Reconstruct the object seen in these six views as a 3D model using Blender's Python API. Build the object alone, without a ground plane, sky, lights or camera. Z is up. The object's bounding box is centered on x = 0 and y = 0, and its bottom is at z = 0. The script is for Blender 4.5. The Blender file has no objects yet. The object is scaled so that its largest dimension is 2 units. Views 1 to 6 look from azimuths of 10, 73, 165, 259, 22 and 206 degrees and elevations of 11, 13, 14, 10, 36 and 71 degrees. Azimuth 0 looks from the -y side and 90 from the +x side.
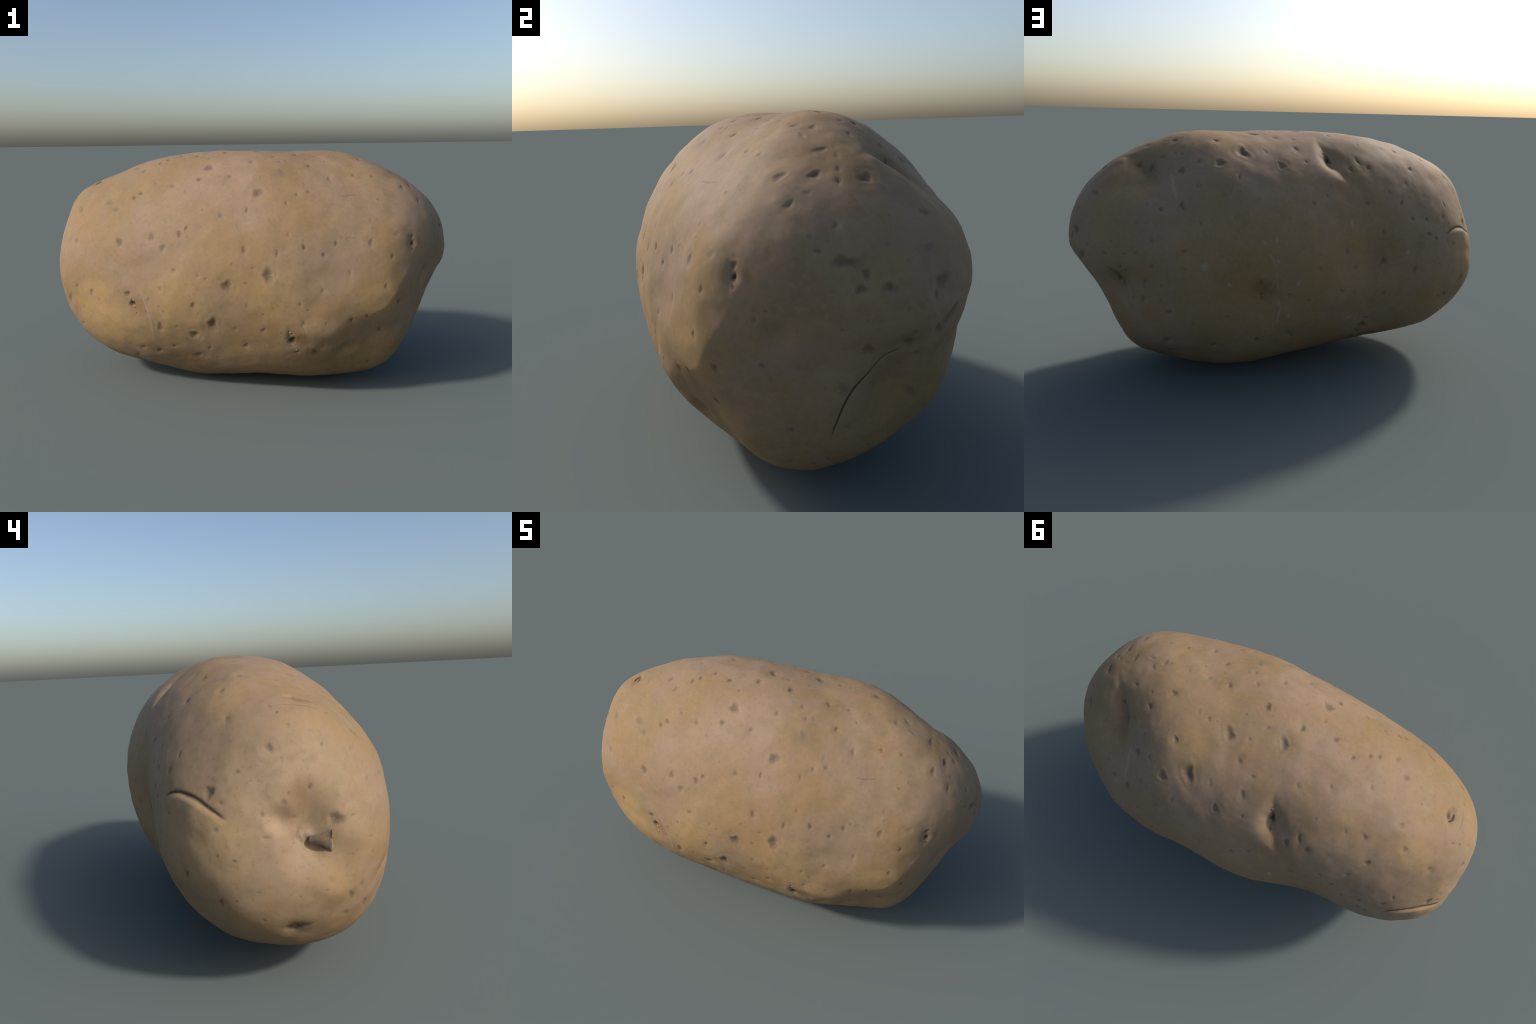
"""A single pale-skinned potato tuber lying on its side.

The body is one smooth surface lofted through cross-sections along the long axis.
Eyes (bud hollows under a brow), the stolon scar, growth cracks and lenticels are
worked into that surface as relief, and the regions that carry them are separated
into parts of their own whose border vertices coincide with the skin.
Places on the tuber are given as (along, clock): degrees from the narrow -x end to
the +x end, and degrees round the long axis (0 = +y, 90 = up).
"""
import math
import bpy
import numpy as np
from mathutils import Matrix, Vector
from mathutils.noise import fractal

# ------------------------------------------------------------------ body profile
# Radii in mm at 16 clock angles, for 15 stations from the -x end to the +x end.
STATIONS = [
    (852, 841, 830, 824, 824, 831, 842, 852, 858, 858, 851, 841, 830, 824, 824, 831, 842, 852, 859, 858),
    (997, 946, 888, 842, 809, 777, 739, 699, 665, 645, 641, 654, 685, 731, 788, 852, 916, 972, 1009, 1019),
    (857, 784, 758, 803, 909, 900, 775, 657, 597, 579, 580, 579, 606, 688, 748, 782, 816, 844, 861, 877),
    (711, 677, 677, 718, 801, 820, 750, 648, 594, 589, 598, 604, 613, 682, 728, 725, 717, 720, 718, 732),
    (639, 632, 650, 674, 719, 655, 641, 580, 577, 543, 529, 549, 615, 671, 680, 659, 657, 661, 642, 648),
    (567, 586, 606, 623, 670, 620, 590, 555, 550, 525, 522, 539, 597, 654, 662, 618, 608, 589, 595, 577),
    (493, 534, 562, 608, 630, 609, 568, 537, 508, 526, 513, 546, 589, 613, 629, 588, 546, 540, 507, 509),
    (451, 500, 551, 602, 601, 573, 558, 514, 510, 499, 509, 555, 589, 593, 632, 585, 527, 513, 465, 470),
    (501, 512, 531, 548, 583, 557, 537, 517, 508, 497, 530, 530, 554, 596, 641, 592, 537, 521, 502, 505),
    (521, 528, 537, 558, 536, 541, 558, 545, 511, 509, 535, 540, 542, 616, 603, 594, 562, 545, 528, 516),
    (497, 535, 528, 533, 541, 524, 555, 559, 539, 524, 540, 572, 589, 624, 619, 616, 611, 586, 524, 459),
    (535, 530, 548, 565, 551, 562, 530, 536, 551, 547, 559, 580, 647, 660, 678, 666, 651, 607, 557, 531),
    (551, 534, 524, 510, 563, 599, 574, 540, 563, 557, 555, 639, 658, 674, 727, 710, 645, 608, 587, 556),
    (584, 552, 505, 441, 493, 571, 609, 602, 596, 606, 612, 662, 631, 738, 808, 734, 666, 679, 641, 543),
    (532, 535, 508, 481, 513, 580, 601, 647, 667, 683, 667, 728, 724, 851, 843, 802, 737, 672, 516, 454),
    (527, 516, 502, 500, 530, 578, 614, 660, 703, 699, 643, 613, 634, 697, 631, 526, 443, 469, 479, 501),
    (455, 455, 469, 497, 534, 588, 650, 692, 724, 704, 626, 526, 431, 356, 286, 239, 271, 380, 436, 443),
    (348, 381, 422, 471, 530, 599, 667, 712, 712, 673, 609, 534, 457, 384, 325, 288, 274, 280, 297, 320),
    (466, 457, 450, 449, 453, 462, 473, 482, 483, 476, 466, 457, 450, 449, 453, 462, 473, 481, 482, 476),
]

AXIS_START = np.array([-1.0, -0.03, 0.555])
AXIS_END = np.array([1.0, 0.05, 0.66])
N_ST, N_CL = len(STATIONS), len(STATIONS[0])
RADII = np.array(STATIONS, float) / 1000.0


def spline_weights(u):
    i = np.floor(u).astype(int)
    f = u - i
    return i, np.stack([(1 - f) ** 3, 3 * f ** 3 - 6 * f ** 2 + 4, -3 * f ** 3 + 3 * f ** 2 + 3 * f + 1, f ** 3], -1) / 6.0


def body_point(t, ph):
    """Smooth loft; past either end the stations continue on the opposite side."""
    i, wt = spline_weights(t / math.pi * (N_ST - 1))
    j, wp = spline_weights((ph / (2 * math.pi) % 1.0) * N_CL)
    r = np.zeros_like(t)
    for a in range(4):
        k = i + a - 1
        over = (k < 0) | (k > N_ST - 1)
        kk = np.where(k < 0, -k, np.where(k > N_ST - 1, 2 * (N_ST - 1) - k, k))
        for b in range(4):
            m = (j + b - 1 + np.where(over, N_CL // 2, 0)) % N_CL
            r += wt[:, a] * wp[:, b] * RADII[kk, m]
    s = ((1 - np.cos(t)) / 2)[:, None]
    c = AXIS_START * (1 - s) + AXIS_END * s
    q = np.sin(t) * r
    return c + np.stack([np.zeros_like(t), q * np.cos(ph), q * np.sin(ph)], -1)


def body_normal(t, ph, e=1e-3):
    a = body_point(t + e, ph) - body_point(t - e, ph)
    b = body_point(t, ph + e) - body_point(t, ph - e)
    n = np.cross(a, b)
    return n / np.linalg.norm(n, axis=1)[:, None]


def frame(place):
    """Centre, first tangent (towards +x), second tangent, outward normal."""
    t, ph = np.array([math.radians(place[0])]), np.array([math.radians(place[1])])
    c, n = body_point(t, ph)[0], body_normal(t, ph)[0]
    mid = AXIS_START * 0.5 + AXIS_END * 0.5
    if np.dot(n, c - mid) < 0:
        n = -n
    e1 = np.array([1.0, 0, 0]) - n * n[0]
    e1 /= np.linalg.norm(e1)
    return c, e1, np.cross(n, e1), n


# ------------------------------------------------------------------ features
# eye: along, clock, tilt of the crease (deg), half length, depth, steep width, gentle width (mm), pinch of the fold, side of the steep wall
EYES = [
    (81.85, 53.77, 111, 165.6, 30, 80, 120, 0.3, 1),
    (131.39, 71.09, 123.1, 177.8, 27, 75, 85, 0.1, -1),
    (106.75, 211.45, -73.7, 95.4, 9, 36, 62, 0.6, 1),
    (62.47, 194.47, -69.3, 110.4, 9, 70, 66, 0.3, 1),
    (144.08, 165.69, -83.6, 50.9, 9, 34, 55, 0.6, -1),
    (39.42, 92.78, 104.4, 73.5, 9, 20, 55, 0.35, 1),
    (140.84, 336.29, 125, 101, 27, 34, 52, 0.3, -1),
    (101.31, 345.06, 95.2, 117, 8, 60, 56, 0.3, 1),
    (70.16, 310.38, 81.6, 105.5, 7, 30, 45, 0.4, -1),
    (20.78, 279.79, 99.6, 67.8, 8, 36, 44, 0.3, 1),
    (125.55, 300.12, -166.1, 45.5, 8, 20, 26, 0.4, 1),
]

# bud: along, clock, tilt, half length, half width (mm)
BUDS = [
    (131.12, 72.78, -69, 8.2, 6), (128.99, 65.88, 33, 8.4, 5.5), (128.95, 61.26, 34, 5.7, 3.9),
    (62.04, 191.8, 54, 7.2, 6.1), (63.17, 196.47, 40, 10.9, 8.7), (63.44, 199.45, 36, 7, 5.3),
    (106.32, 207.43, 8, 7.4, 6.1), (107.82, 217.06, 84, 11.2, 8.1), (140.63, 334.86, 79, 11.8, 5.9),
    (82.79, 59.7, 39, 7.3, 6.3), (81.53, 51.04, 74, 8.2, 7), (20.73, 280.66, 65, 11.7, 8.1),
]

# lenticel: along, clock, tilt, half length, half width (mm), tone (1 pale corky ... 9 nearly black)
TOP_LENTICELS = [
    (104.4, 58.2, -72, 31.8, 20.9, 8), (99.2, 81.7, -62, 27.5, 16.4, 8), (86.7, 87.2, -63, 25.7, 13.2, 8), (82, 55.6, -71, 22.5, 9.4, 9),
    (82.1, 115.6, -32, 26.1, 20.2, 7), (76.8, 48.4, -76, 19.2, 9, 8), (110.5, 51.5, 79, 21, 17.2, 7), (74.4, 53.3, -73, 18.8, 9.3, 7),
    (94.3, 99.8, -64, 15.4, 13, 8), (120.7, 53.6, -51, 19.3, 13.4, 6), (84.7, 96.8, -71, 15.2, 11.4, 7), (95.2, 48.9, 77, 17.2, 13.9, 6),
    (67.5, 99, -77, 13.7, 8.1, 7), (110.5, 69.7, -62, 13.4, 11.2, 7), (116.6, 89.2, 1, 13.3, 11.3, 7), (71.6, 49.6, -85, 13.1, 9.7, 7),
    (121.5, 79.4, -37, 12.4, 10.1, 7), (56.7, 98.4, 81, 17.2, 12.2, 5), (80.2, 124.1, -53, 14.3, 10.6, 6), (115.7, 126.6, -74, 17.1, 8.5, 5),
    (60.7, 106.1, 66, 16.9, 10.2, 5), (125.5, 70.3, -44, 15.7, 9.4, 5), (90.5, 60.6, -68, 15.4, 9.5, 5), (65.4, 101.3, 79, 12.8, 9.2, 6),
    (60.1, 65.2, -61, 12.8, 9.5, 6), (76.7, 98.8, -90, 12.8, 10.2, 6), (105.3, 103.6, -59, 12.6, 9.5, 6), (99.5, 109.6, -71, 15.1, 8.4, 5),
    (109.7, 116.8, -81, 10.7, 9.2, 7), (62.6, 127, -44, 12.1, 9.6, 6), (127.3, 99.9, -36, 14.5, 9.3, 5), (54.9, 135.5, -2, 17.9, 13.5, 4),
    (56.5, 54.1, -42, 11.9, 11, 6), (60.7, 129.5, -15, 11.8, 9.5, 6), (127.2, 29.3, -68, 11.3, 9.3, 6), (71.1, 94.3, 62, 9.6, 8.1, 7),
    (94.3, 72.8, -63, 16.3, 9.3, 4), (72.6, 125.8, -19, 12.8, 10.5, 5), (94, 116.2, -65, 14.9, 9, 4), (81.5, 49.9, -82, 7.4, 5.2, 8),
    (122.9, 122.4, -77, 9.7, 7.9, 6), (63.9, 85.2, -70, 11.4, 7.3, 5), (98.4, 58.5, -70, 18.9, 9.8, 3), (106.3, 42.4, 82, 11.2, 6.4, 5),
    (124.5, 104.4, 79, 14, 10.6, 4), (115.9, 55.7, -43, 11.1, 8.1, 5), (89, 126.2, -46, 11.1, 9.3, 5), (101.5, 115.8, -72, 10.5, 6.6, 5),
    (52.5, 76.1, -62, 13, 10.9, 4), (105.4, 84.3, -46, 9.8, 9.2, 5), (65, 64.1, -64, 9.4, 6.4, 5), (116.8, 40.3, -52, 9.3, 8, 5),
    (102.8, 124.7, -72, 23.3, 16.3, 2), (94.5, 83.1, -61, 9, 6.7, 5), (111, 104, 60, 9, 8.7, 5), (81, 105.3, -81, 11.1, 7.5, 4),
    (72.7, 78.4, -66, 11, 8, 4), (79.6, 73.2, -64, 10.9, 7, 4), (110.4, 137.3, -74, 10.8, 9.6, 4), (66.8, 121.4, -31, 8.6, 6.9, 5),
    (89.9, 69.1, 24, 10.3, 9.1, 4), (119.9, 65.2, -62, 8.1, 5.7, 5), (88.7, 51.3, 41, 9.9, 7.7, 4), (109.1, 133.1, -73, 13.2, 9.6, 3),
    (108.4, 85.7, -58, 13.1, 10.3, 3), (121.6, 68, -74, 7.8, 5, 5), (91.9, 90.9, 15, 9.2, 8.8, 4), (103.4, 114.9, -78, 11.9, 9.9, 3),
    (107.3, 139.3, -73, 8.6, 7.5, 4), (122.8, 104.3, 63, 11.1, 9, 3), (122.9, 86, -31, 8.1, 6.1, 4), (97.9, 92.9, -60, 7.9, 5.7, 4),
    (114.1, 110.7, -76, 7.8, 6.5, 4),
]
FRONT_LENTICELS = [
    (100.8, 179.6, -90, 28.9, 20, 8), (85.8, 204.4, 74, 28.6, 19.9, 8), (90.2, 183.9, 86, 26, 18.4, 8), (112.8, 219.4, -78, 19.2, 14.9, 8),
    (106.8, 211.4, 79, 16.3, 13.6, 9), (71.1, 206.1, 77, 23.5, 12.3, 6), (62.5, 194.5, 29, 15.1, 11.9, 9), (97.2, 138, 8, 21.8, 19.7, 6),
    (80.4, 210.9, 68, 21, 16.4, 6), (58.3, 158.6, -72, 19.8, 15.2, 6), (76.9, 156.8, -82, 16.7, 9.8, 7), (69, 222.8, 41, 18.4, 11.3, 6),
    (61.1, 189.3, 34, 15.1, 12.8, 7), (94.4, 166.9, -87, 14.6, 9.1, 7), (60, 233.6, 61, 20.2, 8.4, 5), (80.3, 224.7, 13, 23.4, 13.9, 4),
    (102.9, 169.2, -88, 15.5, 6.6, 6), (80.9, 194, 74, 13.1, 10, 7), (63.7, 222.5, 36, 17.8, 9.2, 5), (68.8, 157.3, -68, 17.1, 14.4, 5),
    (94.5, 146.7, -85, 13.9, 5.8, 6), (94.1, 216.8, 67, 16, 11.6, 5), (72.4, 163.8, -70, 15.3, 13.7, 5), (109.8, 166.8, -89, 12.2, 8.3, 6),
    (107.9, 217.7, 71, 8.8, 8, 8), (115.1, 170.8, -89, 9.9, 7.2, 7), (123.3, 204.1, -75, 11.4, 8, 6), (87.8, 148.6, -75, 13.6, 10.6, 5),
    (118.4, 165.4, -89, 11.1, 6.1, 6), (99.3, 206.2, 73, 13.2, 10.3, 5), (128, 203.7, -70, 10.7, 7.4, 6), (84, 219.5, 75, 12.5, 7.8, 5),
    (78.7, 153.9, -37, 10.2, 9.2, 6), (109.9, 203.2, 89, 15.2, 7.8, 4), (116.4, 238.4, -49, 15.2, 9.6, 4), (115, 188.1, -89, 11.2, 7.7, 5),
    (122.5, 180.7, -89, 11.1, 5.5, 5), (118, 219.6, -75, 9, 5.7, 6), (71.8, 185.3, 84, 10.6, 7.7, 5), (75.8, 176, 2, 12, 10.3, 4),
    (68.1, 191.8, 81, 15.9, 10.5, 3), (106, 206.5, 6, 6.8, 5.4, 7), (123.9, 231.4, -76, 11.9, 7, 4), (115.1, 215.6, -82, 11.9, 8, 4),
    (91.6, 206.5, 69, 15.7, 11.6, 3), (109.1, 193.8, 90, 9.4, 6.7, 5), (104.7, 144.2, -86, 8.8, 6.2, 5), (56.8, 224.4, 39, 14.1, 6.8, 3),
    (74.1, 218.2, 18, 10.5, 7.2, 4), (95.3, 193.6, 81, 13.6, 10.3, 3), (105.6, 160.4, -88, 10.1, 5.5, 4), (84.6, 180.3, 81, 8, 7.1, 5),
    (67.2, 197.7, 70, 7.9, 5.8, 5), (92.3, 154.9, -85, 12.9, 5.8, 3), (105, 230.3, 82, 9.1, 4.8, 4), (82.5, 178.8, 89, 9.1, 6, 4),
    (96.8, 175.8, 2, 8.4, 6.1, 4), (75.9, 205.6, 39, 11, 9.4, 3), (85.9, 226, 32, 10.9, 8.3, 3), (95.1, 182.7, 6, 7.9, 6.8, 4),
    (116, 203.6, -15, 7.9, 7, 4),
]
BROAD_END_LENTICELS = [
    (163, 138.5, 40, 26.6, 11.8, 8), (159.5, 345.1, 58, 34, 15.9, 6), (143.4, 115.5, -89, 19.2, 10.8, 8), (161.6, 328.4, -7, 25.6, 10.7, 6),
    (163.9, 31.1, -28, 25.6, 18.8, 6), (161.8, 283.5, 39, 21.9, 10.7, 7), (146.6, 97, -45, 18.7, 12.7, 8), (129.3, 67.6, 29, 18.4, 8.8, 8),
    (150.8, 65.1, -53, 19.9, 10.3, 7), (136.5, 105.6, -80, 21.9, 9.1, 6), (171.8, 129, 48, 17.8, 12.6, 7), (162.1, 225.7, 44, 19.8, 13.4, 6),
    (153.1, 240, 38, 21.8, 14.5, 5), (146.7, 289.9, 12, 26.7, 12.3, 4), (167.2, 136.1, -48, 14.2, 9.1, 7), (128.7, 236.6, -82, 15.9, 7.2, 6),
    (138.7, 200, -68, 14.8, 9, 6), (168.2, 23.3, 79, 14, 8, 6), (140.6, 256.3, 49, 13.8, 7.6, 6), (134, 189.2, -86, 13.7, 7.2, 6),
    (168.7, 291.6, 33, 16.4, 6.8, 5), (167.9, 150.1, 17, 13.2, 10.8, 6), (144.1, 165.9, 48, 8.7, 8, 9), (128.7, 165.5, 90, 15.6, 11.1, 5),
    (133.3, 76.4, -56, 11, 10.6, 7), (132.2, 215.5, -66, 12.8, 9.1, 6), (139.9, 125.8, 86, 15.3, 11.8, 5), (143.7, 161.7, -78, 9.4, 8.5, 8),
    (133.5, 333.6, 48, 12.4, 9.3, 6), (161.1, 64.1, -38, 18.3, 11, 4), (156.3, 296.8, 47, 14.3, 7.3, 5), (146.8, 109.7, -26, 11.6, 5.7, 6),
    (138.9, 252.9, 71, 13.4, 7.3, 5), (146.8, 359.9, 26, 13.3, 8.6, 5), (141.8, 337.6, 38, 9.1, 5.7, 7), (140.7, 351.5, 68, 10.6, 6.3, 6),
    (138.7, 349.9, 66, 12.4, 7.4, 5), (135.9, 173.5, -87, 10, 6.6, 6), (147.9, 181.6, 75, 11.9, 6, 5), (144.2, 169.6, 83, 7.2, 5.2, 8),
    (157.8, 142, 37, 9.5, 6, 6), (140.9, 270.6, 24, 13.8, 5.8, 4), (147.1, 132.6, -81, 13.1, 9.9, 4), (140.2, 297.6, -10, 13, 5.4, 4),
    (138.7, 245, -48, 10.3, 8.9, 5), (145.2, 234.3, -46, 10.3, 9.2, 5), (143.5, 105.8, -30, 10.1, 6.4, 5), (156.3, 126.3, -37, 9.7, 7.8, 5),
    (146.9, 202.8, 55, 9.6, 7.2, 5), (129.6, 88.2, -5, 11.9, 8.5, 4), (130, 106.5, -14, 15.6, 10.1, 3), (130.5, 357.2, 32, 10.9, 8.5, 4),
    (130.1, 11.4, -18, 8.7, 8.2, 5), (132.8, 346.2, 40, 10.3, 6.6, 4), (139.5, 102.1, -16, 10.1, 5, 4), (137.3, 323.7, 30, 8, 4.5, 5),
    (136.4, 330.9, 79, 10, 5.4, 4), (155, 5, 15, 9.9, 6.5, 4), (143.7, 10.3, 2, 7.9, 5.3, 5), (146.8, 256.2, 34, 9.8, 5.8, 4),
    (130.9, 140.2, 24, 7.8, 7.4, 5), (150.3, 177.2, 4, 7.4, 4.7, 5), (139.1, 2, 50, 8.6, 6.9, 4), (147, 123.7, 81, 11.3, 8.3, 3),
    (153.8, 281.7, 41, 8.3, 3.4, 4), (134.7, 22.5, -46, 11, 9.3, 3), (129, 122.2, 83, 8.1, 7.3, 4), (142.2, 278, 17, 8.1, 3.4, 4),
    (128.4, 153.4, 86, 10.7, 7.8, 3), (135.3, 4.1, 11, 8, 5.2, 4),
]
NARROW_END_LENTICELS = [
    (30.8, 206.1, 49, 38.5, 16, 5), (21, 281.3, 62, 22.8, 16.4, 8), (9, 133.6, -48, 24.2, 17.1, 7), (39.3, 92.4, -74, 18.9, 9.8, 8),
    (28.8, 30.1, -39, 18.4, 15.6, 8), (37, 124, -61, 27.9, 11.6, 5), (41.6, 336, -52, 21.8, 9.2, 6), (28.4, 230.1, -21, 26, 10.9, 5),
    (18.8, 234.1, -26, 18.9, 9, 6), (32.5, 345.8, 51, 18.6, 8.3, 6), (51.3, 128.3, -16, 22.3, 15.8, 5), (23.6, 328.9, 32, 12.8, 7.2, 8),
    (37.5, 152.2, -73, 20, 11.3, 5), (46, 191.9, 59, 15.7, 11.4, 6), (22.5, 244.7, 15, 16.7, 7, 5), (48.6, 66.7, -57, 15.6, 10.4, 5),
    (22.3, 69.9, -22, 12.6, 12.1, 6), (37, 223.4, 49, 18.9, 7.9, 4), (21.1, 222.2, -42, 14.9, 6.2, 5), (44, 36.3, -64, 11.7, 6.3, 6),
    (49.5, 14.7, -14, 9.4, 8.3, 7), (44.7, 335, -50, 16.3, 7.9, 4), (45.7, 28, 52, 12.1, 9.5, 5), (13.2, 89.7, 2, 9.8, 6.3, 6),
    (11.8, 59.7, -35, 11.2, 9, 5), (24.3, 48.6, 6, 7.6, 6.8, 7), (38.2, 189.3, 41, 12.7, 9.4, 4), (37.7, 61.2, -28, 12.6, 8.9, 4),
    (28.2, 120.9, -22, 15.7, 8, 3), (15, 355.3, 4, 7.7, 5.5, 6), (7.9, 60.9, 59, 9.1, 5.3, 5), (34.4, 105.9, -36, 11.2, 4.6, 4),
    (18.9, 326.4, 41, 7.2, 4.7, 6), (9.2, 243.9, -12, 14.3, 10.6, 3), (22.3, 100.3, 0, 8.6, 6.4, 5), (9.8, 18.1, 24, 9.7, 5.3, 4),
    (13, 324, -42, 7.6, 5.3, 5), (24, 28.7, 24, 9.5, 6.9, 4), (33.5, 79.2, 19, 9.2, 5.7, 4), (46.7, 98.4, -77, 17.8, 9.1, 2),
    (20.1, 180, -16, 11.6, 4.8, 3), (26.6, 140.2, 15, 11.6, 7.8, 3), (21.6, 13.2, 24, 8.5, 7.5, 4), (40.6, 11.4, -3, 8.4, 5.5, 4),
    (13, 36.9, 39, 8.2, 7.5, 4), (47.2, 359.3, -18, 8, 5.5, 4), (14.1, 147.2, -33, 7.9, 4.6, 4),
]
BACK_LENTICELS = [
    (78.3, 21.5, 88, 22, 9.2, 1), (116.1, 359.1, 90, 21.4, 13.3, 1), (70.5, 305.8, -54, 18.7, 7.8, 7), (69.7, 312.9, -41, 17.6, 9, 7),
    (75.7, 323.7, -52, 16.4, 7.9, 1), (56.8, 355.5, -78, 22, 11.7, 5), (67.7, 1, -69, 18.2, 13, 6), (121.5, 30.7, 85, 17.3, 9.5, 6),
    (126.2, 313.4, 61, 18.6, 14.3, 5), (94, 331.8, -79, 13, 7.9, 1), (92.4, 351, -81, 12.6, 8.2, 1), (109.8, 350.3, -65, 12.2, 10.5, 1),
    (93.2, 320.1, -51, 21, 15.1, 4), (125.7, 332.5, 14, 13.3, 8.6, 6), (62.4, 33.2, 79, 13.1, 7.8, 6), (52.5, 17.2, -8, 11.1, 9.4, 7),
    (101.5, 317.4, -67, 12.7, 9, 6), (101.7, 350.7, -65, 10.6, 8.6, 7), (80.2, 345.8, -26, 12.2, 7.3, 6), (59.9, 6.3, -55, 10.4, 8.7, 1),
    (97.7, 2.3, -82, 10.4, 7.6, 1), (69.4, 319.5, -25, 11.6, 5.3, 6), (121.2, 29.1, -83, 11.4, 9.4, 6), (79.6, 6.9, -47, 13.4, 11.6, 5),
    (98.2, 12.6, -89, 9.5, 6.5, 1), (76.7, 358.3, -61, 12.9, 9.6, 5), (53.2, 25.7, 19, 10.8, 9.3, 6), (112.8, 313, -78, 12.6, 12.4, 5),
    (101, 341.6, -65, 7.4, 6, 8), (66.1, 339.2, -60, 13.4, 8.6, 4), (73.5, 31.3, 8, 13, 10.1, 4), (88.5, 29.7, 67, 10.3, 8.6, 5),
    (58.7, 25.4, 24, 8.5, 8.1, 6), (66.2, 37.7, 29, 9.6, 7.9, 5), (68.4, 17.6, -76, 11.7, 9.3, 4), (94.3, 344.4, -57, 9.4, 8.7, 5),
    (121.6, 6.4, 1, 7.6, 7.2, 6), (101.3, 343.9, -65, 6.1, 4.9, 7), (59.8, 44.4, 60, 10.1, 6.3, 4), (87, 358.7, -56, 13.4, 11.4, 3),
    (66.9, 337.4, -38, 8, 5.4, 5), (119.4, 328.1, -89, 13, 10.7, 3), (127.9, 346, 57, 9.2, 7.3, 4), (110.4, 33.5, 85, 12.2, 9.3, 3),
    (89.2, 341.8, -64, 11.4, 8.9, 3), (84.6, 33.8, 59, 8.5, 7, 4), (86, 327.1, -58, 16.9, 10.1, 2), (116.8, 20.3, 89, 8.4, 7.2, 4),
    (110.2, 332.1, -28, 8.1, 6.6, 4),
]
LENTICELS = [TOP_LENTICELS, FRONT_LENTICELS, BROAD_END_LENTICELS, NARROW_END_LENTICELS, BACK_LENTICELS]

# tiny specks: along, clock, tilt, half length, half width (mm), tone
TOP_SPECKS = [
    (78.3, 75.2, -64, 6.5, 5, 3), (103.3, 84.8, -48, 4.9, 4.6, 4), (96.3, 99.3, -60, 5.9, 5.2, 3), (55.6, 59.2, -17, 6.3, 5.8, 3), (108.5, 109.4, 31, 6.7, 5.5, 3),
    (59.2, 50.3, -66, 3.5, 3, 4), (77.1, 132.3, -36, 10.1, 8.7, 3), (116.8, 103.7, 41, 10, 9.1, 3), (72.7, 64.3, -86, 7.2, 6.9, 4), (97.4, 129.2, -56, 8, 7.2, 3),
    (87.1, 119.3, -1, 7.6, 5, 3), (77.6, 70.8, 61, 7, 6.9, 3),
]
NARROW_END_SPECKS = [
    (12.8, 68.5, 76, 6.4, 6.4, 5), (18.6, 54.2, 39, 6.1, 4.5, 3), (19.1, 74.1, -30, 4.6, 4.2, 4), (20.1, 50.3, 33, 4.2, 3.4, 4), (21.6, 67, 45, 2.3, 1.9, 3),
    (4.1, 16.5, -33, 3.5, 3.4, 4), (7.4, 345.7, -25, 5.3, 4.8, 3), (17.9, 97.2, -63, 2.5, 1.9, 3), (15.1, 103.3, -50, 2.6, 2.3, 3), (26.3, 67.5, -25, 3.8, 3.1, 3),
    (19.4, 358.2, 83, 6.3, 4.9, 6), (27.5, 52.1, -38, 3.3, 2.5, 4), (25.6, 83.6, -37, 6.4, 5.7, 5), (6.4, 283.8, 65, 5.8, 4.9, 3), (15.9, 111.7, 18, 4.7, 4, 3),
    (15.2, 116.9, -4, 4.8, 4.4, 3), (22.6, 0.5, 28, 2.3, 1.9, 4), (7.8, 263.7, 53, 3, 2.1, 4), (10.2, 287.6, 66, 6.3, 5.2, 4), (31.9, 48.6, 20, 3.8, 2.4, 4),
    (21.9, 104.5, 2, 3.4, 2.6, 4), (38.9, 69.9, 12, 4.8, 2.7, 4), (20.9, 341.6, 57, 4.6, 2.9, 5), (38.8, 67.5, -2, 3, 2.2, 3), (10.3, 254.3, 27, 5.6, 4.2, 4),
    (30.3, 80.8, -17, 6.1, 4.7, 6), (42.7, 63.8, 10, 4.3, 2.4, 4), (40.7, 350.2, 26, 5.6, 2.3, 4), (33, 225.8, 86, 1.9, 0.8, 5), (21.2, 194.1, -19, 10.3, 5.6, 3),
    (40.7, 205.1, 29, 10.2, 5.7, 3), (19.1, 303.4, 6, 7.4, 7, 4), (12.9, 197.6, -5, 9.7, 4.1, 3), (49.7, 117.5, -14, 9.6, 5.8, 3), (49.4, 89.8, 74, 7, 5.7, 4),
    (9.3, 7, 11, 7.5, 3.8, 3), (45.6, 66, -49, 6.9, 5.2, 3), (49.3, 196.1, 32, 8.4, 6, 2),
]
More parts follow.
